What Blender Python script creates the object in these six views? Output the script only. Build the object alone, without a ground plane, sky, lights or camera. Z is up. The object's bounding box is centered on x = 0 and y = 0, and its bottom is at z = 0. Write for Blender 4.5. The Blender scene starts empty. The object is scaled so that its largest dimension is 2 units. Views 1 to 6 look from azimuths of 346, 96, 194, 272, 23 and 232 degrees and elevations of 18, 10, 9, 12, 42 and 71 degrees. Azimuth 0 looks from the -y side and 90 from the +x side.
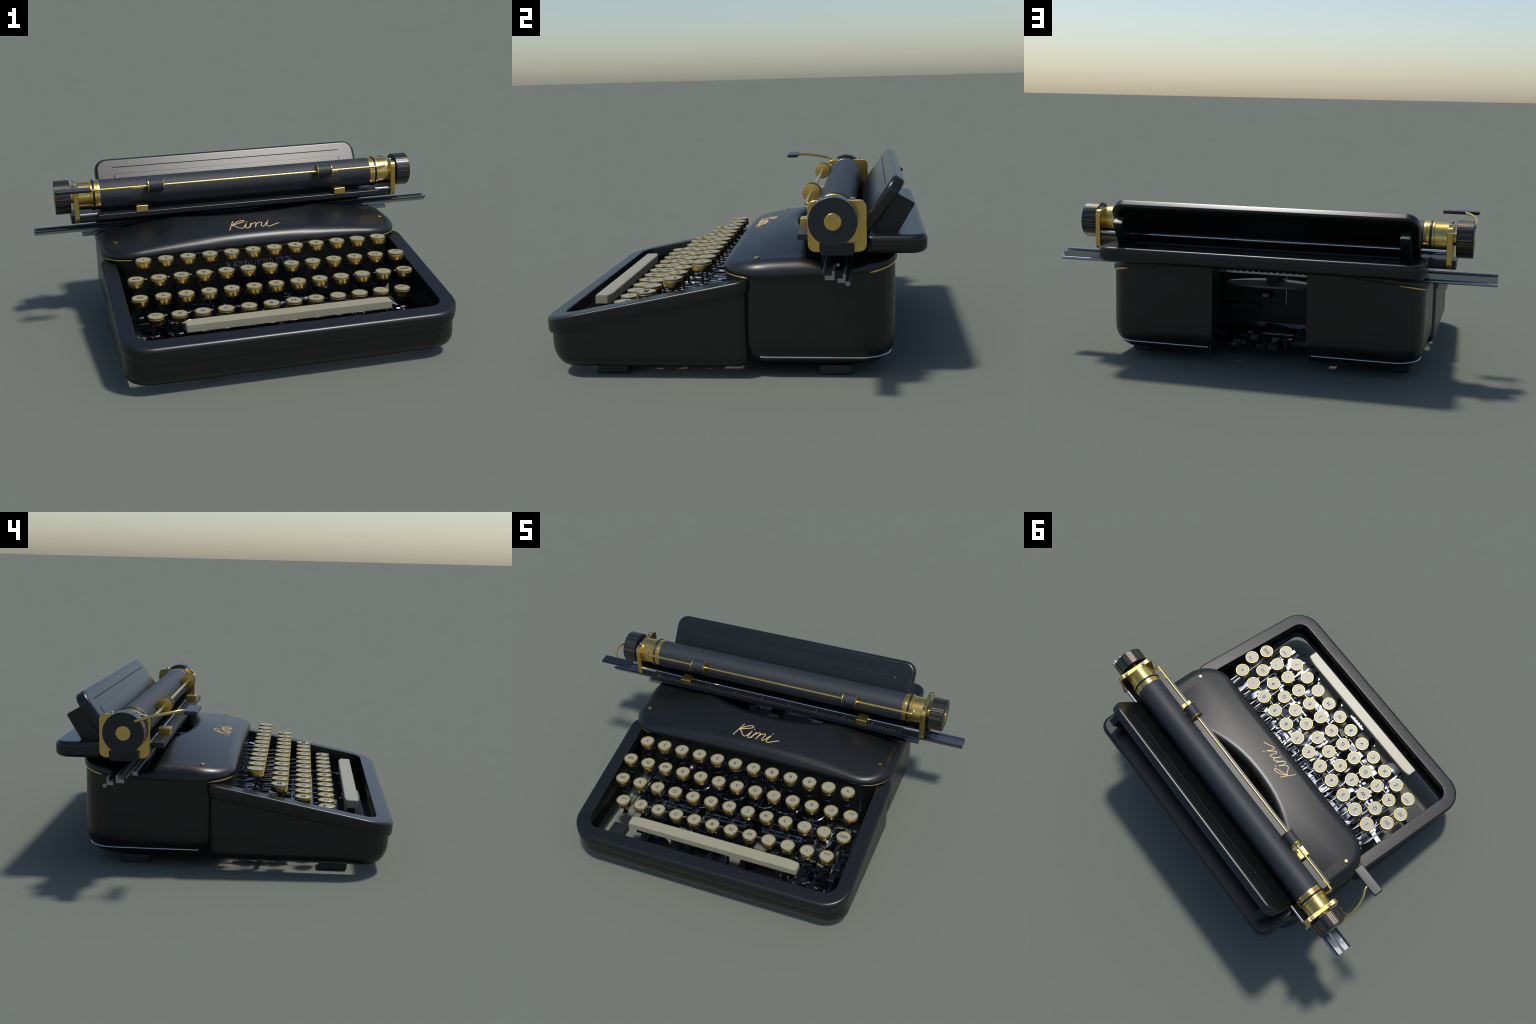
import bpy, bmesh, math, random
from mathutils import Vector, Matrix

random.seed(7)
SC = bpy.context.scene.collection
PI = math.pi

# ------------------------------------------------------------------ materials
def new_mat(name):
    m = bpy.data.materials.new(name)
    m.use_nodes = True
    nt = m.node_tree
    return m, nt, nt.nodes["Principled BSDF"]

def simple_mat(name, col, rough, metal=0.0, spec=0.5, coat=0.0, coat_rough=0.1,
               noise=0.0, nscale=40.0, rvar=0.0, bump=0.0):
    m, nt, p = new_mat(name)
    p.inputs["Base Color"].default_value = (*col, 1)
    p.inputs["Roughness"].default_value = rough
    p.inputs["Metallic"].default_value = metal
    p.inputs["Specular IOR Level"].default_value = spec
    p.inputs["Coat Weight"].default_value = coat
    p.inputs["Coat Roughness"].default_value = coat_rough
    tc = nt.nodes.new("ShaderNodeTexCoord")
    nz = nt.nodes.new("ShaderNodeTexNoise")
    nz.inputs["Scale"].default_value = nscale
    nz.inputs["Detail"].default_value = 5
    nt.links.new(tc.outputs["Object"], nz.inputs["Vector"])
    if noise > 0:
        cr = nt.nodes.new("ShaderNodeValToRGB")
        cr.color_ramp.elements[0].position = 0.3
        cr.color_ramp.elements[1].position = 0.7
        cr.color_ramp.elements[0].color = (*[c * (1 - noise) for c in col], 1)
        cr.color_ramp.elements[1].color = (*[min(1, c * (1 + noise)) for c in col], 1)
        nt.links.new(nz.outputs["Fac"], cr.inputs["Fac"])
        nt.links.new(cr.outputs["Color"], p.inputs["Base Color"])
    if rvar > 0:
        mr = nt.nodes.new("ShaderNodeMapRange")
        mr.inputs["To Min"].default_value = max(0.02, rough - rvar)
        mr.inputs["To Max"].default_value = rough + rvar
        nt.links.new(nz.outputs["Fac"], mr.inputs["Value"])
        nt.links.new(mr.outputs["Result"], p.inputs["Roughness"])
    if bump > 0:
        b = nt.nodes.new("ShaderNodeBump")
        b.inputs["Strength"].default_value = bump
        b.inputs["Distance"].default_value = 0.002
        nt.links.new(nz.outputs["Fac"], b.inputs["Height"])
        nt.links.new(b.outputs["Normal"], p.inputs["Normal"])
    return m

M_BLACK = simple_mat("black_enamel", (0.0050, 0.0053, 0.0055), 0.31, spec=0.5, noise=0.06, nscale=6, rvar=0.02)
M_HOOD = simple_mat("black_enamel_hood", (0.0050, 0.0053, 0.0055), 0.36, spec=0.5, noise=0.06, nscale=6, rvar=0.02)
M_RIM = simple_mat("black_enamel_rim", (0.0050, 0.0053, 0.0055), 0.34, spec=0.5, noise=0.06, nscale=6, rvar=0.02)
M_GOLD = simple_mat("polished_brass", (0.72, 0.50, 0.15), 0.24, metal=1.0, noise=0.06, nscale=30, rvar=0.03)
M_GOLDP = simple_mat("gold_paint", (0.74, 0.54, 0.25), 0.45, metal=0.2)
M_CREAM = simple_mat("ivory_plastic", (0.290, 0.270, 0.185), 0.39, noise=0.03, nscale=14)
M_BAND = simple_mat("grip_brass", (0.50, 0.34, 0.10), 0.35, metal=1.0)
M_INK = simple_mat("key_ink", (0.012, 0.014, 0.016), 0.8, spec=0.1)
M_PLATE = simple_mat("dull_plate", (0.10, 0.12, 0.14), 0.45, metal=0.3)  # blue-grey reflection on the steel guard plate, mixed into its base colour
M_RUBBER = simple_mat("platen_rubber", (0.016, 0.020, 0.026), 0.60, spec=0.5, noise=0.08, nscale=30)
M_KNOB = simple_mat("knob_bakelite", (0.006, 0.008, 0.012), 0.36)
M_DARK = simple_mat("dark_steel", (0.006, 0.008, 0.012), 0.36, metal=0.0, spec=0.5)
M_STEEL = simple_mat("bright_steel", (0.55, 0.57, 0.60), 0.16, metal=1.0)
M_RAIL = simple_mat("rail_steel", (0.35, 0.37, 0.40), 0.25, metal=1.0)
M_MECH = simple_mat("mechanism_metal", (0.080, 0.090, 0.115), 0.27, metal=1.0, noise=0.25, nscale=18)
M_MECHB = simple_mat("mechanism_bright", (0.42, 0.44, 0.48), 0.16, metal=1.0, noise=0.2, nscale=18)
M_INNER = simple_mat("inner_black", (0.008, 0.009, 0.009), 0.5)
M_FOOT = simple_mat("rubber_foot", (0.012, 0.014, 0.018), 0.6)
M_TICK = simple_mat("tick_paint", (0.30, 0.19, 0.045), 0.5, metal=0.3)
M_RED = simple_mat("ribbon_red", (0.16, 0.012, 0.014), 0.7)

# ------------------------------------------------------------------ helpers
ROOT = bpy.data.objects.new("typewriter", None)
ROOT.empty_display_size = 0.2
SC.objects.link(ROOT)
ROOT["label"] = "vintage black portable typewriter with round brass rimmed keys"
ROOT["category"] = "typewriter"

def link(name, me, parent=ROOT, loc=(0, 0, 0)):
    o = bpy.data.objects.new(name, me)
    SC.objects.link(o)
    o.location = loc
    o.parent = parent
    return o

def finish(bm, name, mat, parent=ROOT, smooth=True, angle=35, loc=(0, 0, 0), recalc=True, kind=None, weighted=True):
    if recalc:
        bmesh.ops.recalc_face_normals(bm, faces=bm.faces)
    me = bpy.data.meshes.new(name)
    for f in bm.faces:
        f.smooth = smooth
    bm.to_mesh(me)
    bm.free()
    mats = mat if isinstance(mat, (list, tuple)) else [mat]
    for m in mats:
        me.materials.append(m)
    if smooth:
        me.set_sharp_from_angle(angle=math.radians(angle))
    o = link(name, me, parent, loc)
    if smooth and weighted:
        wn = o.modifiers.new("weighted_normals", 'WEIGHTED_NORMAL')
        wn.keep_sharp = True
        wn.weight = 60
    if kind:
        o["kind"] = kind
    return o

def add_box(bm, x0, x1, y0, y1, z0, z1, bev=0.0, seg=2, mat_index=0, mtx=None):
    r = bmesh.ops.create_cube(bm, size=1.0)
    vs = r["verts"]
    for v in vs:
        v.co = Vector((x0 + (v.co.x + .5) * (x1 - x0), y0 + (v.co.y + .5) * (y1 - y0), z0 + (v.co.z + .5) * (z1 - z0)))
    fs = set(f for v in vs for f in v.link_faces)
    if bev > 0:
        es = list(set(e for v in vs for e in v.link_edges))
        rr = bmesh.ops.bevel(bm, geom=es, offset=bev, segments=seg, profile=0.5, affect='EDGES')
        seed = rr["faces"][0]
        stack, seen = [seed], {seed}
        while stack:
            f = stack.pop()
            for e in f.edges:
                for g in e.link_faces:
                    if g not in seen:
                        seen.add(g); stack.append(g)
        fs = seen
    for f in fs:
        f.material_index = mat_index
    if mtx is not None:
        bmesh.ops.transform(bm, matrix=mtx, verts=list(set(v for f in fs for v in f.verts)))
    return fs

def box(name, x0, x1, y0, y1, z0, z1, mat, bev=0.003, seg=2, parent=ROOT, mtx=None):
    bm = bmesh.new()
    add_box(bm, x0, x1, y0, y1, z0, z1, bev, seg, mtx=mtx)
    return finish(bm, name, mat, parent)

def add_lathe(bm, prof, axis='x', centre=(0, 0, 0), n=64, mat_index=0, close_ends=True):
    """prof: list of (t, r) along the axis, revolved about it"""
    c = Vector(centre)
    rings = []
    for t, r in prof:
        ring = []
        for i in range(n):
            a = 2 * PI * i / n
            ca, sa = r * math.cos(a), r * math.sin(a)
            if axis == 'x':
                p = Vector((t, ca, sa))
            elif axis == 'y':
                p = Vector((ca, t, sa))
            else:
                p = Vector((ca, sa, t))
            ring.append(bm.verts.new(c + p))
        rings.append(ring)
    for a, b in zip(rings, rings[1:]):
        for i in range(n):
            f = bm.faces.new((a[i], a[(i + 1) % n], b[(i + 1) % n], b[i]))
            f.material_index = mat_index
    if close_ends:
        for rg in (rings[0], rings[-1]):
            bm.faces.new(rg).material_index = mat_index
    return rings

def lathe(name, prof, mat, axis='x', centre=(0, 0, 0), n=64, parent=ROOT, angle=35):
    bm = bmesh.new()
    add_lathe(bm, prof, axis, centre, n)
    return finish(bm, name, mat, parent, angle=angle)

def catmull(pts, sub=8, closed=False):
    pts = [Vector(p) for p in pts]
    out = []
    n = len(pts)
    rng = n if closed else n - 1
    for i in range(rng):
        if closed:
            p0, p1, p2, p3 = pts[(i - 1) % n], pts[i], pts[(i + 1) % n], pts[(i + 2) % n]
        else:
            p0, p1, p2, p3 = pts[max(i - 1, 0)], pts[i], pts[i + 1], pts[min(i + 2, n - 1)]
        for k in range(sub):
            t = k / sub
            out.append(0.5 * ((2 * p1) + (-p0 + p2) * t + (2 * p0 - 5 * p1 + 4 * p2 - p3) * t * t + (-p0 + 3 * p1 - 3 * p2 + p3) * t ** 3))
    if not closed:
        out.append(pts[-1])
    return out

def add_tube(bm, path, r, n=10, mat_index=0, flat=1.0, up=Vector((0, 0, 1)), taper=False, closed=False):
    path = [Vector(p) for p in path]
    rings = []
    m = len(path)
    for i, p in enumerate(path):
        if closed:
            t = path[(i + 1) % m] - path[(i - 1) % m]
        else:
            t = path[min(i + 1, m - 1)] - path[max(i - 1, 0)]
        t.normalize()
        u = up if abs(t.dot(up)) < 0.95 else Vector((0, 1, 0))
        s = t.cross(u).normalized()
        w = s.cross(t).normalized()
        rr = r
        if taper:
            k = min(i, m - 1 - i) / max(1, m * 0.12)
            rr = r * min(1.0, 0.35 + 0.65 * k)
        rings.append([bm.verts.new(p + s * (rr * math.cos(2 * PI * j / n)) + w * (rr * flat * math.sin(2 * PI * j / n))) for j in range(n)])
    prs = list(zip(rings, rings[1:]))
    if closed:
        prs.append((rings[-1], rings[0]))
    for a, b in prs:
        for j in range(n):
            bm.faces.new((a[j], a[(j + 1) % n], b[(j + 1) % n], b[j])).material_index = mat_index
    if not closed:
        bm.faces.new(rings[0]).material_index = mat_index
        bm.faces.new(rings[-1]).material_index = mat_index

def tube(name, path, r, mat, n=12, parent=ROOT, **k):
    bm = bmesh.new()
    add_tube(bm, path, r, n, **k)
    return finish(bm, name, mat, parent, angle=50)

def lerp_table(tab, x):
    if x <= tab[0][0]:
        return tab[0][1]
    for (a, va), (b, vb) in zip(tab, tab[1:]):
        if x <= b:
            t = (x - a) / (b - a)
            return va + (vb - va) * t
    return tab[-1][1]

def smooth_table(tab, x):
    if x <= tab[0][0]:
        return tab[0][1]
    for (a, va), (b, vb) in zip(tab, tab[1:]):
        if x <= b:
            t = (x - a) / (b - a)
            t = t * t * (3 - 2 * t)
            return va + (vb - va) * t
    return tab[-1][1]

def rounded_outline(hx, hy, r, cx, cy, d=0.0, nx=64, ny=28, nc=14, r_back=None):
    """closed counter-clockwise rounded rectangle inset by d; constant vertex count"""
    ax, ay = max(hx - d, 1e-4), max(hy - d, 1e-4)
    rf = max(min(r - d, ax, ay), 1e-5)
    rb = max(min((r if r_back is None else r_back) - d, ax, ay), 1e-5)
    pts = []
    def corner(px, py, rr, a0):
        for i in range(nc):
            a = a0 + PI / 2 * i / nc
            pts.append((px + rr * math.cos(a), py + rr * math.sin(a)))
    for i in range(nx):
        pts.append((-(ax - rf) + 2 * (ax - rf) * i / nx, -ay))
    corner(ax - rf, -(ay - rf), rf, -PI / 2)
    for i in range(ny):
        pts.append((ax, -(ay - rf) + (2 * ay - rf - rb) * i / ny))
    corner(ax - rb, ay - rb, rb, 0)
    for i in range(nx):
        pts.append(((ax - rb) - 2 * (ax - rb) * i / nx, ay))
    corner(-(ax - rb), ay - rb, rb, PI / 2)
    for i in range(ny):
        pts.append((-ax, (ay - rb) - (2 * ay - rf - rb) * i / ny))
    corner(-(ax - rf), -(ay - rf), rf, PI)
    return [(cx + x, cy + y) for x, y in pts]

# ------------------------------------------------------------------ front body (keyboard frame)
def rim_z(y):
    return 0.3585 + 0.196 * (y - 0.03)

def bottom_curve(ztop, wall_d, rd, z0, rz, n=9):
    """points (d, z) from the vertical wall turning under to the floor edge"""
    out = []
    for i in range(n + 1):
        a = PI / 2 * i / n
        out.append((wall_d + rd - rd * math.cos(a), z0 - rz * math.sin(a)))
    return out

def frame_outline(ye, RE, sweep):
    """open path (x, y, nx, ny): rear right end, down the right side, round the front, up the left side"""
    W, F, R = 0.7268, -0.6970, 0.130
    half = []
    for i in range(9):                     # rear end curving inwards
        a = math.radians(sweep * (1 - i / 8))
        half.append((W - RE + RE * math.cos(a), ye + RE * math.sin(a), math.cos(a), math.sin(a)))
    y_c = F + R
    for i in range(1, 25):
        half.append((W, ye + (y_c - ye) * i / 24, 1.0, 0.0))
    for i in range(1, 17):
        a = -PI / 2 * i / 16
        half.append((W - R + R * math.cos(a), y_c + R * math.sin(a), math.cos(a), math.sin(a)))
    for i in range(1, 13):
        half.append(((W - R) * (1 - i / 12), F, 0.0, -1.0))
    left = [(-x, y, -nx, ny) for x, y, nx, ny in reversed(half[:-1])]
    return half + left

def build_frame():
    rim, skirt = bmesh.new(), bmesh.new()
    def loft(bm, profile_fn, path):
        rings = []
        for (x, y, nx, ny) in path:
            zt = rim_z(y)
            w = ny * ny if ny < 0 else 0.0      # 1 on the front wall, 0 on the side walls
            rings.append([bm.verts.new((x - nx * d, y - ny * d, rim_z(y - ny * d) + (z - zt) if rel else z)) for d, z, rel in profile_fn(zt, w)])
        m = len(rings[0])
        for a, b in zip(rings, rings[1:]):
            for j in range(m):
                bm.faces.new((a[j], a[(j + 1) % m], b[(j + 1) % m], b[j]))
        bm.faces.new(rings[0]); bm.faces.new(rings[-1])
    def rim_prof(zt, w):
        e = .011 * w
        r = .0095 + .006 * w
        P = [(.0725, zt - .046), (.0712, zt - .005), (.0695, zt - .0014), (.0665, zt)]
        for i in range(6):
            a = PI / 2 * i / 5
            P.append((.0004 + r * (1 - math.sin(a)), zt - r * (1 - math.cos(a))))
        P += [(.0008, zt - .032 - e * .6), (.0022, zt - .043 - e), (.0048, zt - .051 - e), (.0080, zt - .0555 - e), (.0150, zt - .0570 - e), (.026, zt - .0570 - e), (.034, zt - .0555 - e), (.062, zt - .050)]
        return [(d, z, True) for d, z in P]
    def skirt_prof(zt, w):
        e = .011 * w
        wd = .0105 + .0055 * w
        P = [(.0290, zt - .052, True), (wd, zt - .052 - e * .5, True), (wd + .0003, zt - .061 - e, True)]
        bc = bottom_curve(zt, wd, .046 + .018 * w, .086 + .040 * w, .049 + .044 * w)[:-1]
        P += [(d, z, False) for d, z in bc]
        P += [(d + .001 + .006 * (1 - i / 8), z + .006 * i / 8 + .001, False) for i, (d, z) in reversed(list(enumerate(bc)))]
        return P
    loft(rim, rim_prof, frame_outline(.026, .052, 75))
    loft(skirt, skirt_prof, frame_outline(.026, .052, 75))
    finish(rim, "keyboard_frame", M_RIM, angle=28)
    finish(skirt, "lower_body", M_BLACK, angle=40)
build_frame()

# ------------------------------------------------------------------ rear housing
HX, HY0, HY1, HR = 0.7075, -0.027, 0.590, 0.155
HCY, HHY = (HY0 + HY1) / 2, (HY1 - HY0) / 2
WIN = 0.217
HOOD_LOW = [  # (x, y, z) along half of the hood's lower edge, front centre to back centre
    (0, -.035, .382), (.45, -.035, .379), (.59, -.028, .377), (.69, .05, .371), (.715, .13, .366),
    (.715, .34, .376), (.715, .50, .389), (.66, .57, .406), (.60, .592, .417), (.27, .596, .443), (0, .596, .446)]

def hood_low(x, y):
    x = abs(x)
    best, bz = 1e9, .38
    p = Vector((x, y))
    for (x0, y0, z0), (x1, y1, z1) in zip(HOOD_LOW, HOOD_LOW[1:]):
        a, b = Vector((x0, y0)), Vector((x1, y1))
        ab = b - a
        t = max(0, min(1, (p - a).dot(ab) / ab.length_squared))
        dist = (p - a - ab * t).length
        if dist < best:
            best, bz = dist, z0 + (z1 - z0) * t
    return bz

HB_D, HB_RD, HB_Z0, HB_RZ = 0.0, .088, .140, .102
def build_housing():
    bm = bmesh.new()
    def ring(d, zf):
        return [(x, y, zf(x, y)) for x, y in rounded_outline(HX, HHY, HR, 0, HCY, d, nx=60, ny=24, nc=16, r_back=.127)]
    levels = [(0.010, lambda x, y: hood_low(x, y) + .012), (0.0, lambda x, y: hood_low(x, y) + .010)]
    for k in range(1, 7):
        levels.append((0.0, lambda x, y, k=k: HB_Z0 + (hood_low(x, y) - HB_Z0) * (1 - k / 6)))
    for d, z in bottom_curve(0, 0, HB_RD, HB_Z0, HB_RZ, 10)[1:]:
        levels.append((d, lambda x, y, z=z: z))
    inner = []
    for d, z in reversed(bottom_curve(0, 0, HB_RD, HB_Z0, HB_RZ, 10)):
        inner.append((d + .012, lambda x, y, z=z: z + .004))
    inner.append((.012, lambda x, y: hood_low(x, y) + .012))
    rings = [[bm.verts.new(p) for p in ring(d, zf)] for d, zf in levels + inner]
    n = len(rings[0])
    rings.append(rings[0])
    gone = []
    for a, b in zip(rings, rings[1:]):
        for j in range(n):
            bm.faces.new((a[j], a[(j + 1) % n], b[(j + 1) % n], b[j]))
    # the open window in the back
    for f in list(bm.faces):
        c = f.calc_center_median()
        if c.y > .45 and abs(c.x) < WIN + .006:
            gone.append(f)
    bmesh.ops.delete(bm, geom=gone, context='FACES')
    be = [e for e in bm.edges if len(e.link_faces) == 1]
    for e in be:
        for v in e.verts:
            if v.co.y > .4:
                v.co.x = math.copysign(WIN, v.co.x)
    bmesh.ops.holes_fill(bm, edges=be)
    finish(bm, "rear_housing", M_BLACK, angle=40)
build_housing()

# window edging
for sx in (-1, 1):
    bm = bmesh.new()
    pts = [(sx * WIN, HY1 - .006, .435), (sx * WIN, HY1 - .006, HB_Z0)]
    for d, z in bottom_curve(0, 0, HB_RD, HB_Z0, HB_RZ, 8)[1:]:
        pts.append((sx * WIN, HY1 - .006 - d, z))
    add_tube(bm, pts, .0065, 8)
    finish(bm, "window_edge", M_DARK)

# bright bead along the bottom of the housing
def bead_path():
    zt = .077
    a = math.asin((HB_Z0 - zt) / HB_RZ)
    d = HB_RD - HB_RD * math.cos(a) - .001
    o = rounded_outline(HX, HHY, HR, 0, HCY, d, nx=60, ny=40, nc=20, r_back=.127)
    return [(x, y, zt) for x, y in o]
bp = bead_path()
for sx in (1, -1):
    seg = [p for p in bp if p[0] * sx > WIN + .003 and p[1] > .10]
    if sx < 0:
        k = max(range(len(seg)), key=lambda i: (seg[i][1] > .5, seg[i][0]))
    seg.sort(key=lambda p: math.atan2(p[1] - .10, p[0] * sx - WIN + .3))
    tube("chrome_bead", seg, .0036, M_STEEL, n=8)

# ------------------------------------------------------------------ hood (top cover)
OX, OY0, OY1, OR = 0.7160, -0.0350, 0.597, 0.168
OCY, OHY = (OY0 + OY1) / 2, (OY1 - OY0) / 2
OR_BACK = 0.138
CRES = 0.345
def crown(x, y):
    k = min(.85, .80 * (x / .60) ** 2)
    t = y - .10
    soft = .5 * (t + math.sqrt(t * t + .0025)) - .012
    g = y - .55 * (1 - k) * max(0, y) ** 2 - k * soft
    return .4505 - .100 * x * x + .25 * g

def cres_y(x):
    t = min(1.0, abs(x) / CRES)
    return .163 + .075 * t ** 2.2 + .04 * max(0, abs(x) - CRES)

DECK = [(.28, .402), (.34, .403), (.42, .408), (.50, .424), (.56, .440), (.60, .450)]
def hood_top(x, y):
    zc = crown(x, y)
    dk = lerp_table(DECK, y) + .022 * max(0, 1 - abs(x) / .62) * max(0, min(1, (y - .45) / .1))
    y0 = cres_y(x)
    if y <= y0:
        return zc
    rr = .055 if abs(x) < CRES else .055 + .26 * (abs(x) - CRES)
    t = (y - y0) / rr
    drop = rr * (1 - math.sqrt(max(0, 1 - t * t))) if t < 1 else rr + (y - y0 - rr) * 4
    if (y > .525 and y < .588) and abs(x) < .15:
        return .30
    if abs(x) < CRES - .003 and y < .36:
        return max(zc - drop, .30)
    return max(zc - drop, dk)

def hood_surface(x, y):
    """height including the rolled edge"""
    d = rr_depth(x, y)
    return edge_roll(x, y, d, hood_top(x, y))

def rr_depth(x, y):
    qx, qy = abs(x) - (OX - OR), abs(y - OCY) - (OHY - OR)
    return OR - (math.hypot(max(qx, 0), max(qy, 0)) + min(max(qx, qy), 0))

def edge_roll(x, y, d, zt):
    re = max(.008, min(.048, (zt - hood_low(x, y)) - .012))
    if d < re:
        return zt - re + math.sqrt(max(0, re * re - (re - d) ** 2))
    return zt

def build_hood():
    bm = bmesh.new()
    NX, NY, NC = 150, 60, 16
    ds = [0, .0008, .002, .004, .007, .011, .016, .022, .029, .037, .046]
    d = .053
    while d < OHY - .002:
        ds.append(d); d += .0065
    ds.append(OHY - .0005)
    rings = []
    lo = []
    o0 = rounded_outline(OX, OHY, OR, 0, OCY, .012, NX, NY, NC, OR_BACK)
    lo.append([bm.verts.new((x, y, hood_low(x, y) + .004)) for x, y in o0])
    o0 = rounded_outline(OX, OHY, OR, 0, OCY, .004, NX, NY, NC, OR_BACK)
    lo.append([bm.verts.new((x, y, hood_low(x, y))) for x, y in o0])
    o0 = rounded_outline(OX, OHY, OR, 0, OCY, .0008, NX, NY, NC, OR_BACK)
    lo.append([bm.verts.new((x, y, hood_low(x, y) + .0025)) for x, y in o0])
    for dd in ds:
        o = rounded_outline(OX, OHY, OR, 0, OCY, dd, NX, NY, NC, OR_BACK)
        rings.append([bm.verts.new((x, y, edge_roll(x, y, dd, hood_top(x, y)))) for x, y in o])
    rings = lo + rings
    n = len(rings[0])
    for a, b in zip(rings, rings[1:]):
        for j in range(n):
            bm.faces.new((a[j], a[(j + 1) % n], b[(j + 1) % n], b[j]))
    gone = [f for f in bm.faces if abs(f.calc_center_median().x) < CRES and .15 < f.calc_center_median().y < .40 and f.calc_center_median().z < .415]
    gone += [f for f in bm.faces if f not in gone and f.calc_center_median().y > .50 and abs(f.calc_center_median().x) < .62 and min(v.co.z for v in f.verts) < .31]
    bmesh.ops.delete(bm, geom=gone, context='FACES')
    bmesh.ops.remove_doubles(bm, verts=bm.verts, dist=.0002)
    o = finish(bm, "hood", M_HOOD, angle=60, weighted=False)
    return o
HOOD = build_hood()

# gold pinstripe in the gap below the hood
def edge_points(sel, d, dz):
    o = rounded_outline(OX, OHY, OR, 0, OCY, d, nx=120, ny=60, nc=40, r_back=OR_BACK)
    return [(x, y, hood_low(x, y) + dz) for x, y in o if sel(x, y)]
for sx in (1, -1):
    for back in (0, 1):
        if back:
            seg = edge_points(lambda x, y: x * sx > .60 and y > .50, .0045, -.0014)
        else:
            seg = edge_points(lambda x, y: x * sx > .585 and y < .072, .0045, -.0014)
        seg.sort(key=lambda p: p[1] * 2 + p[0] * sx * (-1 if back else 1))
        tube("gold_pinstripe", seg, .0048, M_GOLD, n=8, taper=True)
seg = edge_points(lambda x, y: abs(x) < .39 and y < 0, .006, -.0005)
seg.sort()
tube("gold_pinstripe", seg, .0026, M_GOLD, n=8, taper=True)

# hood screws
for sx in (1, -1):
    bm = bmesh.new()
    add_lathe(bm, [(-.004, .0085), (.0015, .0085), (.0020, .0108), (.0040, .0105), (.0050, .0080), (.0052, .003)], 'z', n=24)
    o = finish(bm, "hood_screw", M_GOLD, loc=(sx * .645, .098, hood_surface(.645, .098)))

# ------------------------------------------------------------------ script lettering on the hood
STROKES = [
    [(-.090, .1057), (-.1234, .0263)],
    [(-.1025, .0659), (-.0884, .0826), (-.0683, .0967), (-.0478, .1038), (-.0372, .1007), (-.0407, .0921), (-.0606, .0835), (-.0851, .0748),
     (-.1008, .0652), (-.0887, .0586), (-.0786, .0434), (-.0639, .0328), (-.0529, .0379), (-.0422, .0559), (-.0336, .0723)],
    [(-.0336, .0723), (-.0413, .0481), (-.0430, .0341), (-.0364, .0295), (-.0263, .0366), (-.0162, .0550), (-.0090, .0715)],
    [(-.0090, .0715), (-.0190, .0504), (-.0252, .0315), (-.0141, .0556), (.0011, .0695), (.0100, .0726), (.0128, .0658), (.0063, .0452),
     (.0012, .0303), (.0128, .0577), (.0265, .0697), (.0377, .0729), (.0408, .0663), (.0341, .0451), (.0338, .0343), (.0415, .0333),
     (.0521, .0460), (.0621, .0613), (.0716, .0721)],
    [(.0716, .0721), (.0607, .0475), (.0589, .0336), (.0659, .0288), (.0782, .0324), (.0988, .0439), (.1224, .0538)],
]
bm = bmesh.new()
for st in STROKES:
    path = catmull([(x, y, 0) for x, y in st], 8)
    path = [(p.x, p.y, hood_surface(p.x, p.y) + .0006) for p in path]
    add_tube(bm, path, .0021, 8, flat=.6, up=Vector((0, -.25, 1)).normalized())
for x, y in ((-.0266, .0862), (.0767, .0860)):
    add_lathe(bm, [(-.001, .0032), (.0015, .0032), (.002, .002)], 'z', (x, y, hood_surface(x, y)), 16)
finish(bm, "script_lettering", M_GOLDP)

# ------------------------------------------------------------------ keys
ROWS = [
    (-.118, .4035, -.55, ["1", "2", "3", "4", "5", "6", "7", "8", "9", "0", "-", "="]),
    (-.220, .3525, -.60, ["BACK\nSPACE", "Q", "W", "E", "R", "T", "Y", "U", "I", "O", "P", "1/2", "TAB"]),
    (-.321, .3020, -.60, ["SHIFT\nLOCK", "A", "S", "D", "F", "G", "H", "J", "K", "L", ";", "'", "MARGIN\nRELEASE"]),
    (-.422, .2515, -.55, ["SHIFT", "Z", "X", "C", "V", "B", "N", "M", ",", ".", "/", "SHIFT"]),
]
def mesh_of(bm, name, mat, angle=35):
    bmesh.ops.recalc_face_normals(bm, faces=bm.faces)
    me = bpy.data.meshes.new(name)
    for f in bm.faces:
        f.smooth = True
    bm.to_mesh(me); bm.free()
    me.materials.append(mat)
    me.set_sharp_from_angle(angle=math.radians(angle))
    return me

bm = bmesh.new()
add_lathe(bm, [(-.0320, .012), (-.0325, .0335), (-.0318, .0347), (-.0300, .0352), (-.0105, .0360), (-.0095, .0354), (-.0094, .030)], 'z', n=48)
ME_CUP = mesh_of(bm, "key_cup", M_GOLD, 20)
bm = bmesh.new()
rings = [(-.0056, .0322), (-.0056, .0362), (-.0042, .0371), (-.0022, .0371), (-.0006, .0364), (0.0, .0354), (0.0, .0336), (-.0004, .0328), (-.0014, .0324), (-.0056, .0322)]
add_lathe(bm, rings, 'z', n=48, close_ends=False)
ME_RING = mesh_of(bm, "key_ring", M_GOLD)
bm = bmesh.new()
add_lathe(bm, [(-.0100, .0345), (-.0050, .0345), (-.0048, .0325), (-.0022, .0325), (-.0012, .0315), (-.0012, .0050)], 'z', n=48)
ME_FACE = mesh_of(bm, "key_face", M_CREAM, 15)

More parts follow.
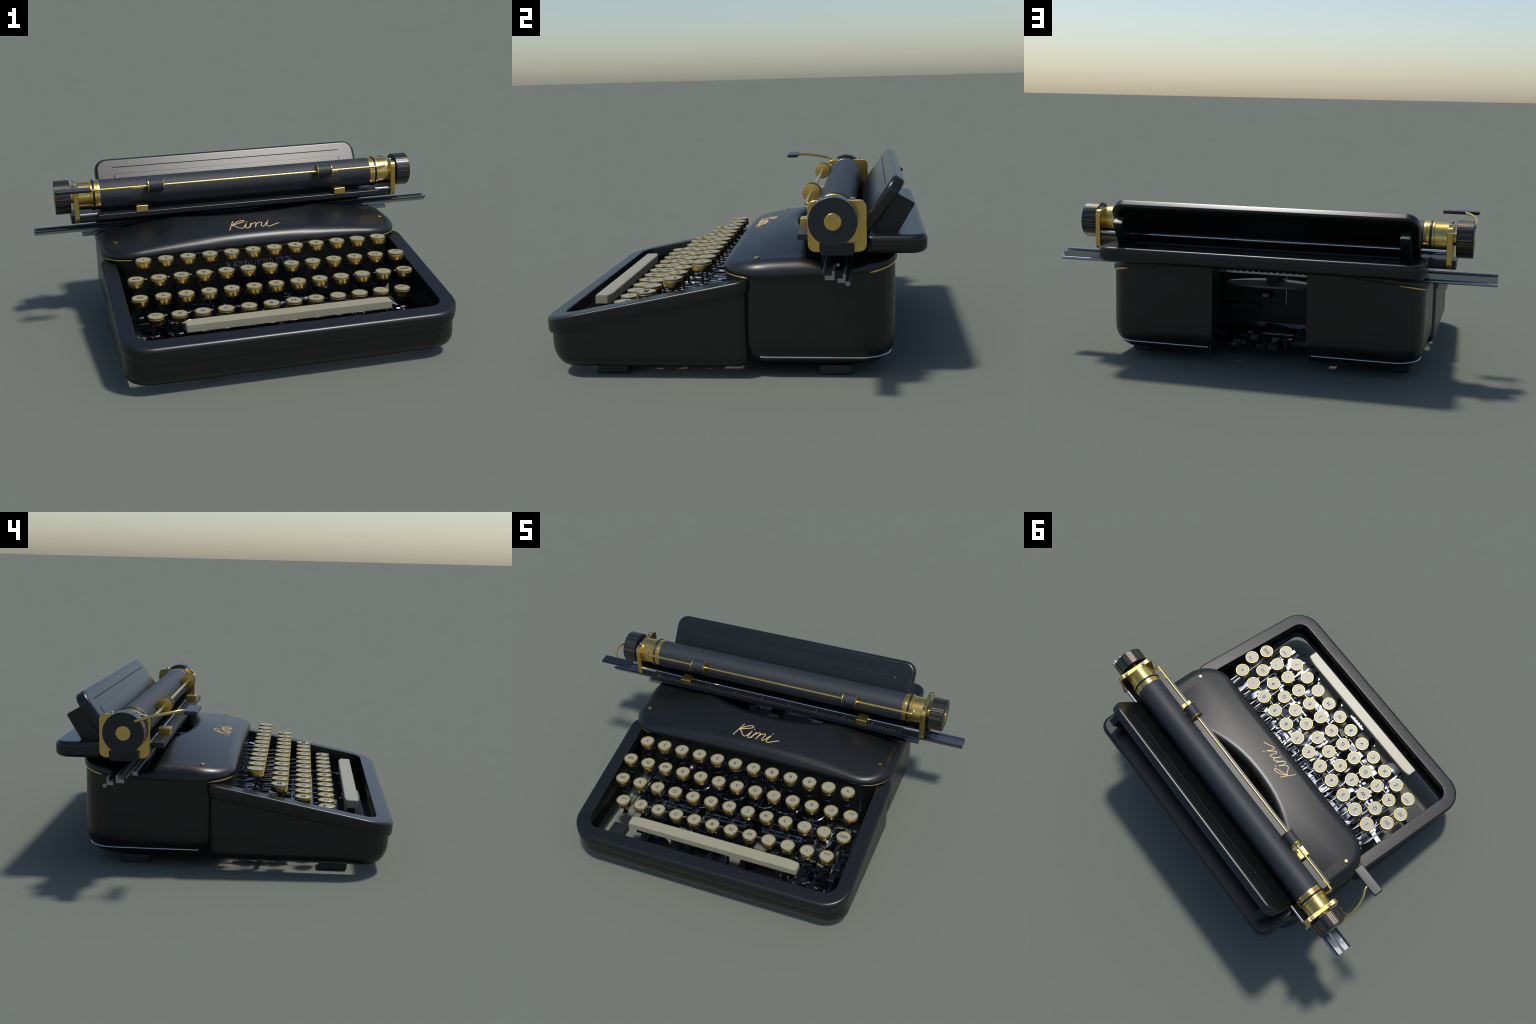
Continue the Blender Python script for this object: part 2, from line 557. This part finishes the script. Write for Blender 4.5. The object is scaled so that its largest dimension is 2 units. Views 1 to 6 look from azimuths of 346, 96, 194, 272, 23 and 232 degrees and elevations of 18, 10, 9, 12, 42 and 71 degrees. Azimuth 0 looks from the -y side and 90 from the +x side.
LEGENDS = {}
def legend_mesh(txt):
    if txt in LEGENDS:
        return LEGENDS[txt]
    cu = bpy.data.curves.new("legend", 'FONT')
    cu.body = txt
    long = len(txt) > 3
    cu.size = .0112 if len(txt.replace("\n", "")) > 8 else (.0135 if long else (.022 if txt == "1/2" else (.0140 if txt == "TAB" else .0285)))
    cu.align_x = 'CENTER'
    cu.align_y = 'CENTER'
    cu.space_line = 0.85
    cu.extrude = .0003
    cu.offset = .0
    cu.resolution_u = 3
    o = bpy.data.objects.new("legend_tmp", cu)
    SC.objects.link(o)
    dg = bpy.context.evaluated_depsgraph_get()
    me = bpy.data.meshes.new_from_object(o.evaluated_get(dg))
    bpy.data.objects.remove(o)
    bpy.data.curves.remove(cu)
    xs = [v.co.x for v in me.vertices]; ys = [v.co.y for v in me.vertices]
    if txt not in ("-", ",", ".", "'"):
        cx, cy = (min(xs) + max(xs)) / 2, (min(ys) + max(ys)) / 2
        for v in me.vertices:
            v.co.x -= cx; v.co.y -= cy
    if txt in ("SHIFT", "TAB"):
        for v in me.vertices:
            v.co.y += .010
    me.name = "key_legend"
    me.materials.clear()
    me.materials.append(M_INK)
    LEGENDS[txt] = me
    return me

rods = bmesh.new()
for y, z, x0, labels in ROWS:
    # lever that leads back under the hood, one depth per row
    for i, t in enumerate(labels):
        x = x0 + .1 * i
        k = link("key", ME_CUP, ROOT, (x, y, z))
        link("key_ring", ME_RING, k)
        link("key_face", ME_FACE, k)
        link("key_legend", legend_mesh(t), k, (0, 0, -.0008))
        sb = bmesh.new()
        add_box(sb, -.0065, .0065, -.003, .003, -.088, -.031)
        add_box(sb, -.013, .013, -.013, .013, -.096, -.086, .003, 1)
        finish(sb, "key_stem", M_DARK, k)
        zb = z - .098
        yb = .0
        add_tube(rods, [(x, y + .014, zb + .006), (x, (y + yb) / 2, zb - .006), (x * .985, yb, zb + .0)], .0034, 6)
finish(rods, "key_lever", M_MECHB, kind="stuff")

# ------------------------------------------------------------------ space bar
def build_space_bar():
    bm = bmesh.new()
    xs = []
    N = 40
    for i in range(N + 1):
        xs.append(-.4465 + .893 * i / N)
    rings = []
    for x in xs:
        e = max(0, (abs(x) - .385) / .0615)
        yb = -.5035 - .010 * e * e
        prof = [(-.5625, .216), (-.5620, .2465), (-.5600, .2500), (yb - .004, .2510), (yb, .2480), (yb + .001, .216)]
        rings.append([bm.verts.new((x, y, z)) for y, z in prof])
    m = len(rings[0])
    for a, b in zip(rings, rings[1:]):
        for j in range(m):
            bm.faces.new((a[j], a[(j + 1) % m], b[(j + 1) % m], b[j]))
    f0 = bm.faces.new(rings[0]); f1 = bm.faces.new(rings[-1])
    bmesh.ops.bevel(bm, geom=list(f0.edges) + list(f1.edges), offset=.002, segments=2, affect='EDGES')
    sb = finish(bm, "space_bar", M_CREAM, angle=25)
    bm = bmesh.new()
    for x in (-.40, .41):
        add_box(bm, x - .016, x + .016, -.548, -.516, .180, .217, .003)
        add_box(bm, x - .006, x + .006, -.535, -.38, .165, .183, .002)
    finish(bm, "space_bar_arm", M_MECH)
build_space_bar()

# ------------------------------------------------------------------ carriage
PY, PZ = .380, .595
lathe("platen", [(-.681, .068), (-.680, .0702), (.680, .0702), (.681, .068)], M_RUBBER, 'x', (0, PY, PZ), 96)
for sx in (1, -1):
    P = [(.680, .060), (.680, .0708), (.690, .0716), (.6915, .0700), (.6935, .0700), (.695, .0716), (.7045, .0716), (.7055, .066), (.7145, .066), (.7155, .0716),
         (.7240, .0716), (.7255, .0695), (.7270, .0672), (.784, .0672)]
    lathe("platen_collar", [(sx * t, r) for t, r in P], M_GOLD, 'x', (0, PY, PZ), 96, angle=30)
    bm = bmesh.new()
    add_lathe(bm, [(sx * (.7100 + .0052 * math.cos(a)), .0705 + .0052 * math.sin(a)) for a in [2 * PI * i / 12 for i in range(13)]], 'x', (0, PY, PZ), 96, close_ends=False)
    finish(bm, "platen_seal", M_KNOB)
    # knob with grip lines
    kn = lathe("platen_knob", [(sx * t, r) for t, r in [(.8190, .030), (.8190, .0775), (.8210, .0805), (.8890, .0810), (.8905, .0795), (.8905, .020)]], M_KNOB, 'x', (0, PY, PZ), 96)
    bm = bmesh.new()
    for i in range(34):
        a = 2 * PI * (i + .3 * math.sin(i * 2.4)) / 34
        m = Matrix.Translation((0, PY, PZ)) @ Matrix.Rotation(a, 4, 'X')
        add_box(bm, min(sx * .825, sx * .885), max(sx * .825, sx * .885), -.0006, .0006, .0795, .08115, mtx=m)
    finish(bm, "knob_grip_line", M_BAND, kn, smooth=False)
    lathe("knob_cap", [(sx * .885, .0285), (sx * .8925, .0285), (sx * .8935, .0275)], M_GOLD, 'x', (0, PY, PZ), 64, kn)
    lathe("platen_axle", [(sx * .70, .03), (sx * .822, .03)], M_GOLD, 'x', (0, PY, PZ), 48)
    # end plate: rounded square
    bm = bmesh.new()
    o = rounded_outline(.0990, .0875, .026, .391, .5675, 0, 8, 8, 8)
    ob = rounded_outline(.0990, .0875, .026, .391, .5675, .002, 8, 8, 8)
    ringsp = []
    for xx, oo in ((.7825, ob), (.7845, o), (.8045, o), (.8065, ob)):
        ringsp.append([bm.verts.new((sx * xx, p[0], p[1])) for p in oo])
    n = len(o)
    for a, b in zip(ringsp, ringsp[1:]):
        for j in range(n):
            bm.faces.new((a[j], a[(j + 1) % n], b[(j + 1) % n], b[j]))
    bm.faces.new(ringsp[0]); bm.faces.new(ringsp[-1])
    pl = finish(bm, "carriage_end_plate", M_GOLD, angle=30)
    for yy in (.339, .444):
        bm = bmesh.new()
        add_lathe(bm, [(.652, .0055), (.6575, .0055), (.6575, .0095), (.6615, .0095), (.6635, .0075)], 'z', (sx * .794, yy, 0), 24, mat_index=0)
        add_box(bm, sx * .794 - .0012, sx * .794 + .0012, yy - .007, yy + .007, .6630, .6641, mat_index=1, mtx=None)
        finish(bm, "plate_screw", [M_STEEL, M_INK], pl)

# carriage beam
bm = bmesh.new()
prof = [(.340, .471), (.332, .479), (.332, .511), (.449, .511), (.449, .479), (.441, .471)]
ra = [bm.verts.new((-.822, y, z)) for y, z in prof]
rb = [bm.verts.new((.822, y, z)) for y, z in prof]
for j in range(6):
    bm.faces.new((ra[j], ra[(j + 1) % 6], rb[(j + 1) % 6], rb[j]))
bm.faces.new(ra); bm.faces.new(rb)
finish(bm, "carriage_beam", M_DARK, smooth=False)
box("carriage_bed", -.784, .784, .300, .480, .488, .514, M_DARK, .002)
lathe("guide_rod", [(-.784, .0085), (.784, .0085)], M_STEEL, 'x', (0, .3125, .5165), 20)
lathe("guide_rod", [(-.784, .0075), (.784, .0075)], M_STEEL, 'x', (0, .478, .552), 20)

# ruler with graduations
rl = box("margin_ruler", -.700, .700, .249, .303, .5035, .5255, M_DARK, .0012, 1)
bm = bmesh.new()
for i in range(0, 89):
    x = -.666 + .01513 * i
    h = .0135 if i % 10 == 0 else .0048
    yc = .2715 if i % 10 == 0 else .2630
    add_box(bm, x - .0009, x + .0009, yc - h, yc + h, .5250, .5261)
finish(bm, "ruler_graduation", M_TICK, rl, smooth=False, kind="stuff")
for sx in (1, -1):
    box("margin_stop", sx * .4930 - .0285, sx * .4930 + .0285, .2465, .3010, .5225, .5555, M_GOLD, .0035, 3)

# paper bail
BY, BZ = .2835, .6385
bail = [(-.738, .322, .628), (-.742, .300, .634), (-.742, .288, BZ), (-.736, BY, BZ), (-.70, BY, BZ), (0, BY, BZ), (.70, BY, BZ), (.736, BY, BZ), (.742, .288, BZ), (.742, .300, .634), (.738, .322, .628)]
tube("paper_bail", bail, .0062, M_GOLD, n=16)
for sx in (1, -1):
    c = sx * .4205
    r = lathe("bail_roller", [(c - .034, .0295), (c + .034, .0295)], M_RUBBER, 'x', (0, BY + .002, BZ), 48)
    for e in (-1, 1):
        lathe("roller_disc", [(c + e * .0335, .0335), (c + e * .0370, .0340), (c + e * .0378, .0325), (c + e * .0378, .005)], M_GOLD, 'x', (0, BY + .002, BZ), 48, r)

# return lever
arm = catmull([(-.889, .335, .643), (-.8935, .300, .655), (-.890, .262, .666), (-.880, .222, .673), (-.862, .185, .679), (-.842, .160, .6815), (-.836, .130, .6815)], 8)
tube("return_lever", arm, .0062, M_GOLD, n=14)
box("lever_paddle", -.8985, -.7355, .0950, .1465, .6735, .6895, M_KNOB, .0055, 3)

# rails
def rail(name, y0, y1, z0, z1, fy0, fy1, fz):
    bm = bmesh.new()
    prof = [(y0, z0), (y1, z0), (y1, fz), (fy0, fz), (fy0, z1), (y0, z1)]
    a = [bm.verts.new((-.998, y, z)) for y, z in prof]
    b = [bm.verts.new((.998, y, z)) for y, z in prof]
    for j in range(6):
        bm.faces.new((a[j], a[(j + 1) % 6], b[(j + 1) % 6], b[j]))
    bm.faces.new(a); bm.faces.new(b)
    finish(bm, name, M_RAIL, smooth=False)
rail("carriage_rail", .357, .388, .4245, .4390, .3805, .388, .4535)
rail("carriage_rail", .3980, .4230, .4155, .4295, .4160, .4230, .4445)
lathe("rail_rod", [(-1.0, .0078), (1.0, .0078)], M_RAIL, 'x', (0, .4305, .4128), 20)
lathe("rail_rod", [(-.999, .0052), (.999, .0052)], M_DARK, 'x', (0, .3530, .4430), 16)
lathe("rail_rod", [(-.75, .006), (.75, .006)], M_RAIL, 'x', (0, .3910, .4250), 16)
box("rail_support", -.777, .777, .344, .364, .4035, .4215, M_RAIL, .001, 1)

# rear tray: a rounded frame with a long open slot
def slotted_tray(name, hx, y0, y1, z0, z1, rc, re, slot, mat):
    bm = bmesh.new()
    cy, hy = (y0 + y1) / 2, (y1 - y0) / 2
    S = 7
    seq = []
    for i in range(S + 1):
        a = PI / 2 * i / S
        seq.append((re * (1 - math.sin(a)), z0 + re * .9 * (1 - math.cos(a))))
    for i in range(S + 1):
        a = PI / 2 * i / S
        seq.append((re * .8 * (1 - math.cos(a)), z1 - re * .8 * (1 - math.sin(a))))
    shape = (40, 12, 10)
    rings = [[bm.verts.new((x, y, z)) for x, y in rounded_outline(hx, hy, rc, 0, cy, d, *shape)] for d, z in seq]
    sx, s0, s1 = slot
    for d, z in ((-.006, z1), (-.002, z1 - .0015), (0, z1 - .006), (0, z0)):
        rings.append([bm.verts.new((x, y, z)) for x, y in rounded_outline(sx, (s1 - s0) / 2, .012, 0, (s0 + s1) / 2, d, *shape)])
    rings.append(rings[0])
    n = len(rings[0])
    for a, b in zip(rings, rings[1:]):
        for j in range(n):
            bm.faces.new((a[j], a[(j + 1) % n], b[(j + 1) % n], b[j]))
    return finish(bm, name, mat, angle=50)
slotted_tray("rear_tray", .7155, .452, .6995, .4545, .5205, .060, .024, (.598, .497, .588), M_BLACK)
for sx in (1, -1):
    box("tray_floor", min(sx * .150, sx * .604), max(sx * .150, sx * .604), .490, .594, .474, .4855, M_BLACK, .001, 1)

# paper table: hollow back, rounded front
UP = Vector((0, .587, .8096)); NF = Vector((0, -.8096, .587)); XP = Vector((1, 0, 0))
P0 = Vector((0, .556, .682))
def pt(x, s, n):
    return P0 + XP * x + UP * s + NF * n
def build_paper_table():
    s0, s1, hx, rc, th = -.232, .0525, .6785, .058, .047
    bm = bmesh.new()
    cy, hy = (s0 + s1) / 2, (s1 - s0) / 2
    seq = [(.050, -.012), (.036, -.013), (.031, -.017), (.030, -.024), (.030, -.042), (.028, -.0460), (.024, -.0472), (.009, -.0472)]
    for i in range(1, 6):
        a = PI / 2 * i / 5
        seq.append((.009 - .009 * math.sin(a), -.0382 - .009 * math.cos(a)))
    R = .017
    for i in range(0, 9):
        a = PI / 2 * i / 8
        seq.append((R * (1 - math.cos(a)), -R * (1 - math.sin(a))))
    rings = [[bm.verts.new(pt(x, s, nn)) for x, s in rounded_outline(hx, hy, rc, 0, cy, d, 40, 12, 12)] for d, nn in seq]
    n = len(rings[0])
    for a, b in zip(rings, rings[1:]):
        for j in range(n):
            bm.faces.new((a[j], a[(j + 1) % n], b[(j + 1) % n], b[j]))
    bm.faces.new(rings[0]); bm.faces.new(rings[-1])
    pt_o = finish(bm, "paper_table", M_BLACK, angle=45)
    # slot line
    bm = bmesh.new()
    fr = Matrix(((1, 0, 0, P0.x), (0, UP.y, NF.y, P0.y), (0, UP.z, NF.z, P0.z), (0, 0, 0, 1)))
    add_box(bm, -.590, .590, -.0019, .0019, -.001, .0005, mtx=fr)
    finish(bm, "paper_slot", M_INK, pt_o, smooth=False)
    # raised panel
    bm = bmesh.new()
    seq = [(0, -.002), (0, .0006), (.0015, .0016), (.004, .0018)]
    rg = [[bm.verts.new(pt(x, s, nn)) for x, s in rounded_outline(.587, .0445, .012, 0, -.0805, d, 30, 6, 6)] for d, nn in seq]
    n = len(rg[0])
    for a, b in zip(rg, rg[1:]):
        for j in range(n):
            bm.faces.new((a[j], a[(j + 1) % n], b[(j + 1) % n], b[j]))
    bm.faces.new(rg[-1])
    finish(bm, "table_panel", M_BLACK, pt_o, angle=30)
build_paper_table()

for sx in (1, -1):
    bm = bmesh.new()
    prof = [(.504, .512), (.594, .512), (.6570, .6190), (.6550, .6235), (.594, .6590)]
    a = [bm.verts.new((sx * .606, y, z)) for y, z in prof]
    b = [bm.verts.new((sx * .6475, y, z)) for y, z in prof]
    for j in range(5):
        bm.faces.new((a[j], a[(j + 1) % 5], b[(j + 1) % 5], b[j]))
    bm.faces.new(a); bm.faces.new(b)
    bmesh.ops.recalc_face_normals(bm, faces=bm.faces)
    bmesh.ops.bevel(bm, geom=list(bm.edges), offset=.003, segments=2, affect='EDGES')
    finish(bm, "table_bracket", M_BLACK)

# ------------------------------------------------------------------ feet
for sx in (1, -1):
    for y0, y1 in ((-.511, -.394), (.317, .432)):
        bm = bmesh.new()
        add_box(bm, sx * .6045 - .0415, sx * .6045 + .0415, y0, y1, 0, .036, .006, 2)
        finish(bm, "foot", M_FOOT)

# ------------------------------------------------------------------ mechanism
bm = bmesh.new()          # type bar fan in front of the housing wall
for i in range(11):
    x = -.146 + .0285 * i
    m = Matrix.Translation((x, -.042, .305)) @ Matrix.Rotation(math.radians(-25), 4, 'X') @ Matrix.Rotation(math.radians(6), 4, 'Z')
    add_box(bm, -.0115, .0115, -.004, .004, -.008, .008, .001, 1, mtx=m)
for i in range(30):
    x = -.200 + .0142 * i
    h = .335 - .9 * x * x
    path = [(x * .8, -.034, .16), (x * .9, -.046, .23), (x, -.054, .28), (x * 1.02, -.045, h - .01)]
    add_tube(bm, catmull(path, 3), .0038, 5)
finish(bm, "type_bar", M_MECH, kind="stuff")

# spool dishes lying under the front of the hood
for x, y, z, r in ((-.310, -.046, .136, .084), (-.105, -.046, .136, .086), (.075, -.040, .120, .070), (.205, -.046, .136, .078), (.345, -.040, .110, .060)):
    bm = bmesh.new()
    ring = [(x + r * math.cos(a), y + r * math.sin(a), z) for a in [PI + PI * i / 24 for i in range(25)]]
    add_tube(bm, ring, .0065, 8, mat_index=0)
    a0 = [bm.verts.new((x, -.030, z - .012))] + [bm.verts.new((px, py, z - .012)) for px, py, pz in ring]
    a1 = [bm.verts.new((x, -.030, z - .040))] + [bm.verts.new((px, py, z - .040)) for px, py, pz in ring]
    for q in (a0, a1):
        bm.faces.new(q).material_index = 1
    n = len(a0)
    for j in range(n):
        bm.faces.new((a0[j], a0[(j + 1) % n], a1[(j + 1) % n], a1[j])).material_index = 1
    finish(bm, "spool_dish", [M_MECHB, M_MECH])

# cross shafts
for y, z, r, x0, x1, mt in ((-.365, .180, .0080, -.46, .36, M_MECHB), (-.20, .120, .006, -.54, .52, M_MECH), (-.10, .090, .007, -.58, .56, M_MECH)):
    lathe("cross_shaft", [(x0, r), (x1, r)], mt, 'x', (0, y, z), 14)

# guide combs: ladders of bars between the second and third key rows
bm = bmesh.new()
for x0, x1, y in ((-.40, -.20, -.285), (-.156, .075, -.285), (.160, .375, -.285)):
    z = .148
    add_box(bm, x0, x1, y - .018, y - .009, z, z + .010, .001, 1)
    add_box(bm, x0, x1, y + .009, y + .018, z, z + .010, .001, 1)
    k = int((x1 - x0) / .085) + 1
    for i in range(k + 1):
        x = x0 + (x1 - x0 - .014) * i / k
        add_box(bm, x, x + .014, y - .0095, y + .0095, z + .001, z + .009)
finish(bm, "key_comb", [M_RAIL], smooth=False)

# jumble of levers, plates, springs and screws
def jumble():
    for name, mt, count, zr, seed in (("linkage", M_MECH, 215, (.045, .135), 3), ("bright_linkage", M_MECHB, 26, (.06, .135), 9)):
        rng = random.Random(seed)
        bm = bmesh.new()
        for i in range(count):
            x = rng.uniform(-.57, .60)
            y = rng.uniform(-.47, -.05)
            if x < -.46 and y < -.28:
                continue
            if x > .40 and -.38 < y and rng.random() < .25:
                continue
            z = rng.uniform(*zr)
            if x > .38 or y < -.36:
                z = min(z, .075)
            kind = rng.random()
            rot = Matrix.Translation((x, y, z)) @ Matrix.Rotation(rng.choice((0, 0, 0, PI / 2)) + rng.gauss(0, .25), 4, 'Z') @ Matrix.Rotation(rng.gauss(0, .12), 4, 'X') @ Matrix.Rotation(rng.gauss(0, .15), 4, 'Y')
            if kind < .36:      # flat lever
                L, w = rng.uniform(.03, .10), rng.uniform(.006, .015)
                add_box(bm, -w, w, -L, L, -.002, .002, mtx=rot)
                add_lathe(bm, [(-.004, w * .6), (.005, w * .6)], 'z', rot @ Vector((0, L * .8, 0)), 10)
            elif kind < .60:    # upright link
                L, w = rng.uniform(.02, .06), rng.uniform(.006, .014)
                add_box(bm, -.002, .002, -L, L, -w, w, mtx=rot)
            elif kind < .80:    # plate
                L, w = rng.uniform(.015, .045), rng.uniform(.012, .035)
                add_box(bm, -w, w, -L, L, -.003, .003, .002, 1, mtx=rot)
            elif kind < .90:    # wire hoop
                r = rng.uniform(.012, .03)
                hoop = [rot @ Vector((r * math.cos(a), r * math.sin(a), .002 * a)) for a in [PI * 1.5 * k / 14 for k in range(15)]]
                add_tube(bm, hoop, .0022, 5)
            else:               # screw head
                add_lathe(bm, [(-.01, .004), (0, .004), (.0, .009), (.005, .008)], 'z', rot @ Vector((0, 0, 0)), 12)
        finish(bm, name, mt, kind="stuff", angle=30)
jumble()

# broad dark plates below the levers, leaving gaps to the ground
bm = bmesh.new()
for x0, x1, y0, y1, z in ((-.50, -.22, -.30, -.03, .050), (-.18, .12, -.33, -.03, .045), (.16, .38, -.28, -.03, .050), (-.30, .00, -.44, -.36, .060), (.10, .30, -.46, -.36, .058),
                          (-.44, -.34, -.46, -.32, .060)):
    add_box(bm, x0, x1, y0, y1, z, z + .004, .0015, 1)
finish(bm, "base_plate", M_MECH, kind="stuff")

# bell wheel at the front left, hangers below the space bar, bent levers at the front right
bm = bmesh.new()
add_lathe(bm, [(.050, .050), (.056, .066), (.062, .068), (.066, .060), (.070, .030), (.078, .012)], 'z', (-.345, -.500, 0), 32)
add_box(bm, -.445, -.40, -.515, -.49, .06, .075, .002, 1)
add_box(bm, -.27, -.22, -.50, -.42, .05, .07, .002, 1)
finish(bm, "bell", M_MECH)
bm = bmesh.new()
for x, y, w in ((-.155, -.500, .014), (.150, -.505, .010), (.36, -.50, .010)):
    add_box(bm, x - w, x + w, y - .012, y + .012, .055, .19, .002, 1)
    add_box(bm, x - w * .8, x + w * .8, y - .03, y + .01, .05, .075, .002, 1)
add_box(bm, -.055, .060, -.530, -.48, .075, .105, .003, 1)
for i in range(4):
    add_lathe(bm, [(-.03 + .02 * i, .009), (-.018 + .02 * i, .009)], 'x', (0, -.535, .08), 10)
finish(bm, "bar_hanger", M_MECH, kind="stuff")
bm = bmesh.new()
def plate_path(pts, w, z0, z1):
    """flat lever following a plan path"""
    P = catmull([(x, y, 0) for x, y in pts], 6)
    L, R = [], []
    for i, p in enumerate(P):
        t = (P[min(i + 1, len(P) - 1)] - P[max(i - 1, 0)]).normalized()
        nrm = Vector((-t.y, t.x, 0))
        ww = w * (1 + .35 * math.sin(i * 1.1))
        L.append(p + nrm * ww); R.append(p - nrm * ww)
    out = L + R[::-1]
    lo = [bm.verts.new((p.x, p.y, z0)) for p in out]
    hi = [bm.verts.new((p.x, p.y, z1)) for p in out]
    n = len(out)
    m = len(L)
    for i in range(m - 1):
        bm.faces.new((hi[i], hi[i + 1], hi[n - 2 - i], hi[n - 1 - i]))
        bm.faces.new((lo[i], lo[i + 1], lo[n - 2 - i], lo[n - 1 - i]))
    for j in range(n):
        bm.faces.new((lo[j], lo[(j + 1) % n], hi[(j + 1) % n], hi[j]))
plate_path([(.440, -.360), (.455, -.410), (.480, -.460), (.510, -.510)], .020, .070, .078)
plate_path([(.490, -.380), (.515, -.410), (.548, -.450), (.555, -.470)], .010, .085, .092)
plate_path([(.585, -.270), (.580, -.340), (.588, -.400), (.570, -.450)], .012, .075, .100)
add_box(bm, .560, .600, -.452, -.41, .075, .115, .004, 1)
add_box(bm, .566, .606, -.375, -.34, .080, .112, .004, 1)
add_box(bm, .575, .610, -.300, -.26, .080, .105, .004, 1)
plate_path([(.500, -.060), (.520, -.140), (.500, -.220), (.530, -.300)], .022, .060, .068)
plate_path([(.590, -.080), (.575, -.150), (.590, -.220)], .016, .080, .088)
plate_path([(-.570, -.060), (-.560, -.130), (-.575, -.200)], .020, .070, .078)
add_box(bm, .572, .596, -.52, -.45, .07, .085, .003, 1)
finish(bm, "bent_lever", M_MECH, angle=30)

# things seen through the window in the back
for sx in (1, -1):
    box("window_jamb", min(sx * .2185, sx * .226), max(sx * .2185, sx * .226), .45, .578, .05, .432, M_INNER, .002, 1)
    box("inner_partition", min(sx * .300, sx * .308), max(sx * .300, sx * .308), .12, .50, .06, .395, M_INNER, .002, 1)
box("inner_wall", -.62, .62, .110, .118, .095, .345, M_INNER, .001, 1)
bm = bmesh.new()
for i in range(7):
    a0, a1 = PI / 2 * i / 7, PI / 2 * (i + 1) / 7
    pts = [(.114 + .05 * (1 - math.cos(a)), .100 - .045 * math.sin(a)) for a in (a0, a1)]
    vs = [bm.verts.new((sx * .45, y + dy, z)) for sx in (-1, 1) for (y, z) in pts for dy in (0, .004)]
    bm.faces.new((vs[1], vs[3], vs[7], vs[5])); bm.faces.new((vs[0], vs[2], vs[6], vs[4]))
finish(bm, "inner_floor", M_MECH)
bm = bmesh.new()
add_box(bm, -.235, .245, .456, .470, .402, .4105)
for i in range(17):
    x = -.226 + .0282 * i
    add_box(bm, x, x + .008, .454, .472, .4105, .4150)
finish(bm, "escapement_rack", M_RAIL, smooth=False)
tube("wire_loop", [(.022, .36, .44), (.022, .36, .250), (-.068, .36, .250), (-.068, .36, .44)], .0022, M_STEEL, n=6)
bm = bmesh.new()           # lens shaped guard plate over the type basket
top, bot = [], []
for i in range(40):
    a = 2 * PI * i / 40
    top.append((.015 + .205 * math.cos(a), .330 + .115 * math.sin(a)))
hi = [bm.verts.new((x, y, .345 - .25 * (x - .015) ** 2)) for x, y in top]
lo = [bm.verts.new((x, y, .336 - .25 * (x - .015) ** 2)) for x, y in top]
for i in range(1, 20):
    j = 40 - i
    bm.faces.new((hi[i - 1], hi[i], hi[j], hi[(j + 1) % 40]) if i > 1 else (hi[0], hi[1], hi[39]))
    bm.faces.new((lo[i - 1], lo[i], lo[j], lo[(j + 1) % 40]) if i > 1 else (lo[0], lo[1], lo[39]))
bm.faces.new((hi[19], hi[20], hi[21])); bm.faces.new((lo[19], lo[20], lo[21]))
for j in range(40):
    bm.faces.new((lo[j], lo[(j + 1) % 40], hi[(j + 1) % 40], hi[j]))
finish(bm, "type_guide", M_PLATE, angle=50)
box("type_guide_post", -.022, .034, .25, .34, .33, .44, M_INNER, .004, 2)
lathe("thumb_wheel", [(.296, .030), (.298, .032), (.314, .032), (.316, .030)], M_MECH, 'z', (.008, .430, 0), 32)
box("ribbon_black", -.25, .17, .126, .130, .325, .352, M_INNER, .001, 1)
box("ribbon_red", -.25, .17, .126, .130, .296, .3245, M_RED, .001, 1)
for x0, x1 in ((.115, .292), (-.32, -.12)):
    box("wall_block", x0, x1, .118, .150, .160, .192, M_INNER, .004, 2)
for x in (-.26, -.115, .085, .185, .30):
    lathe("wall_screw", [(.116, .009), (.134, .009), (.136, .007)], M_MECH, 'y', (x, 0, .132), 14)
bm = bmesh.new()
rng = random.Random(5)
for i in range(70):
    x, y, z = rng.uniform(-.29, .29), rng.uniform(.15, .40), rng.uniform(.045, .095)
    rot = Matrix.Translation((x, y, z)) @ Matrix.Rotation(rng.choice((0, PI / 2)) + rng.gauss(0, .15), 4, 'Z') @ Matrix.Rotation(rng.gauss(0, .08), 4, 'X')
    L, w, h = rng.uniform(.015, .06), rng.uniform(.006, .018), rng.uniform(.005, .014)
    add_box(bm, -w, w, -L, L, -h, h, .002, 1, mtx=rot)
for x0, x1, y0, y1, z0, z1 in ((.10, .17, .37, .415, .06, .085), (-.05, .0, .38, .43, .045, .075), (.01, .055, .38, .43, .045, .075), (-.21, -.12, .36, .41, .07, .095),
                               (.05, .09, .34, .40, .08, .11)):
    add_box(bm, x0, x1, y0, y1, z0, z1, .003, 1)
finish(bm, "rear_linkage", M_MECH, smooth=False, kind="stuff")
box("rear_bar", -.10, .12, .30, .33, .095, .104, M_RAIL, .002, 1)
for x, y in ((.30, .22), (-.28, .24), (-.42, .36)):
    box("base_lug", x - .02, x + .02, y - .014, y + .014, .022, .05, M_MECH, .003, 1)
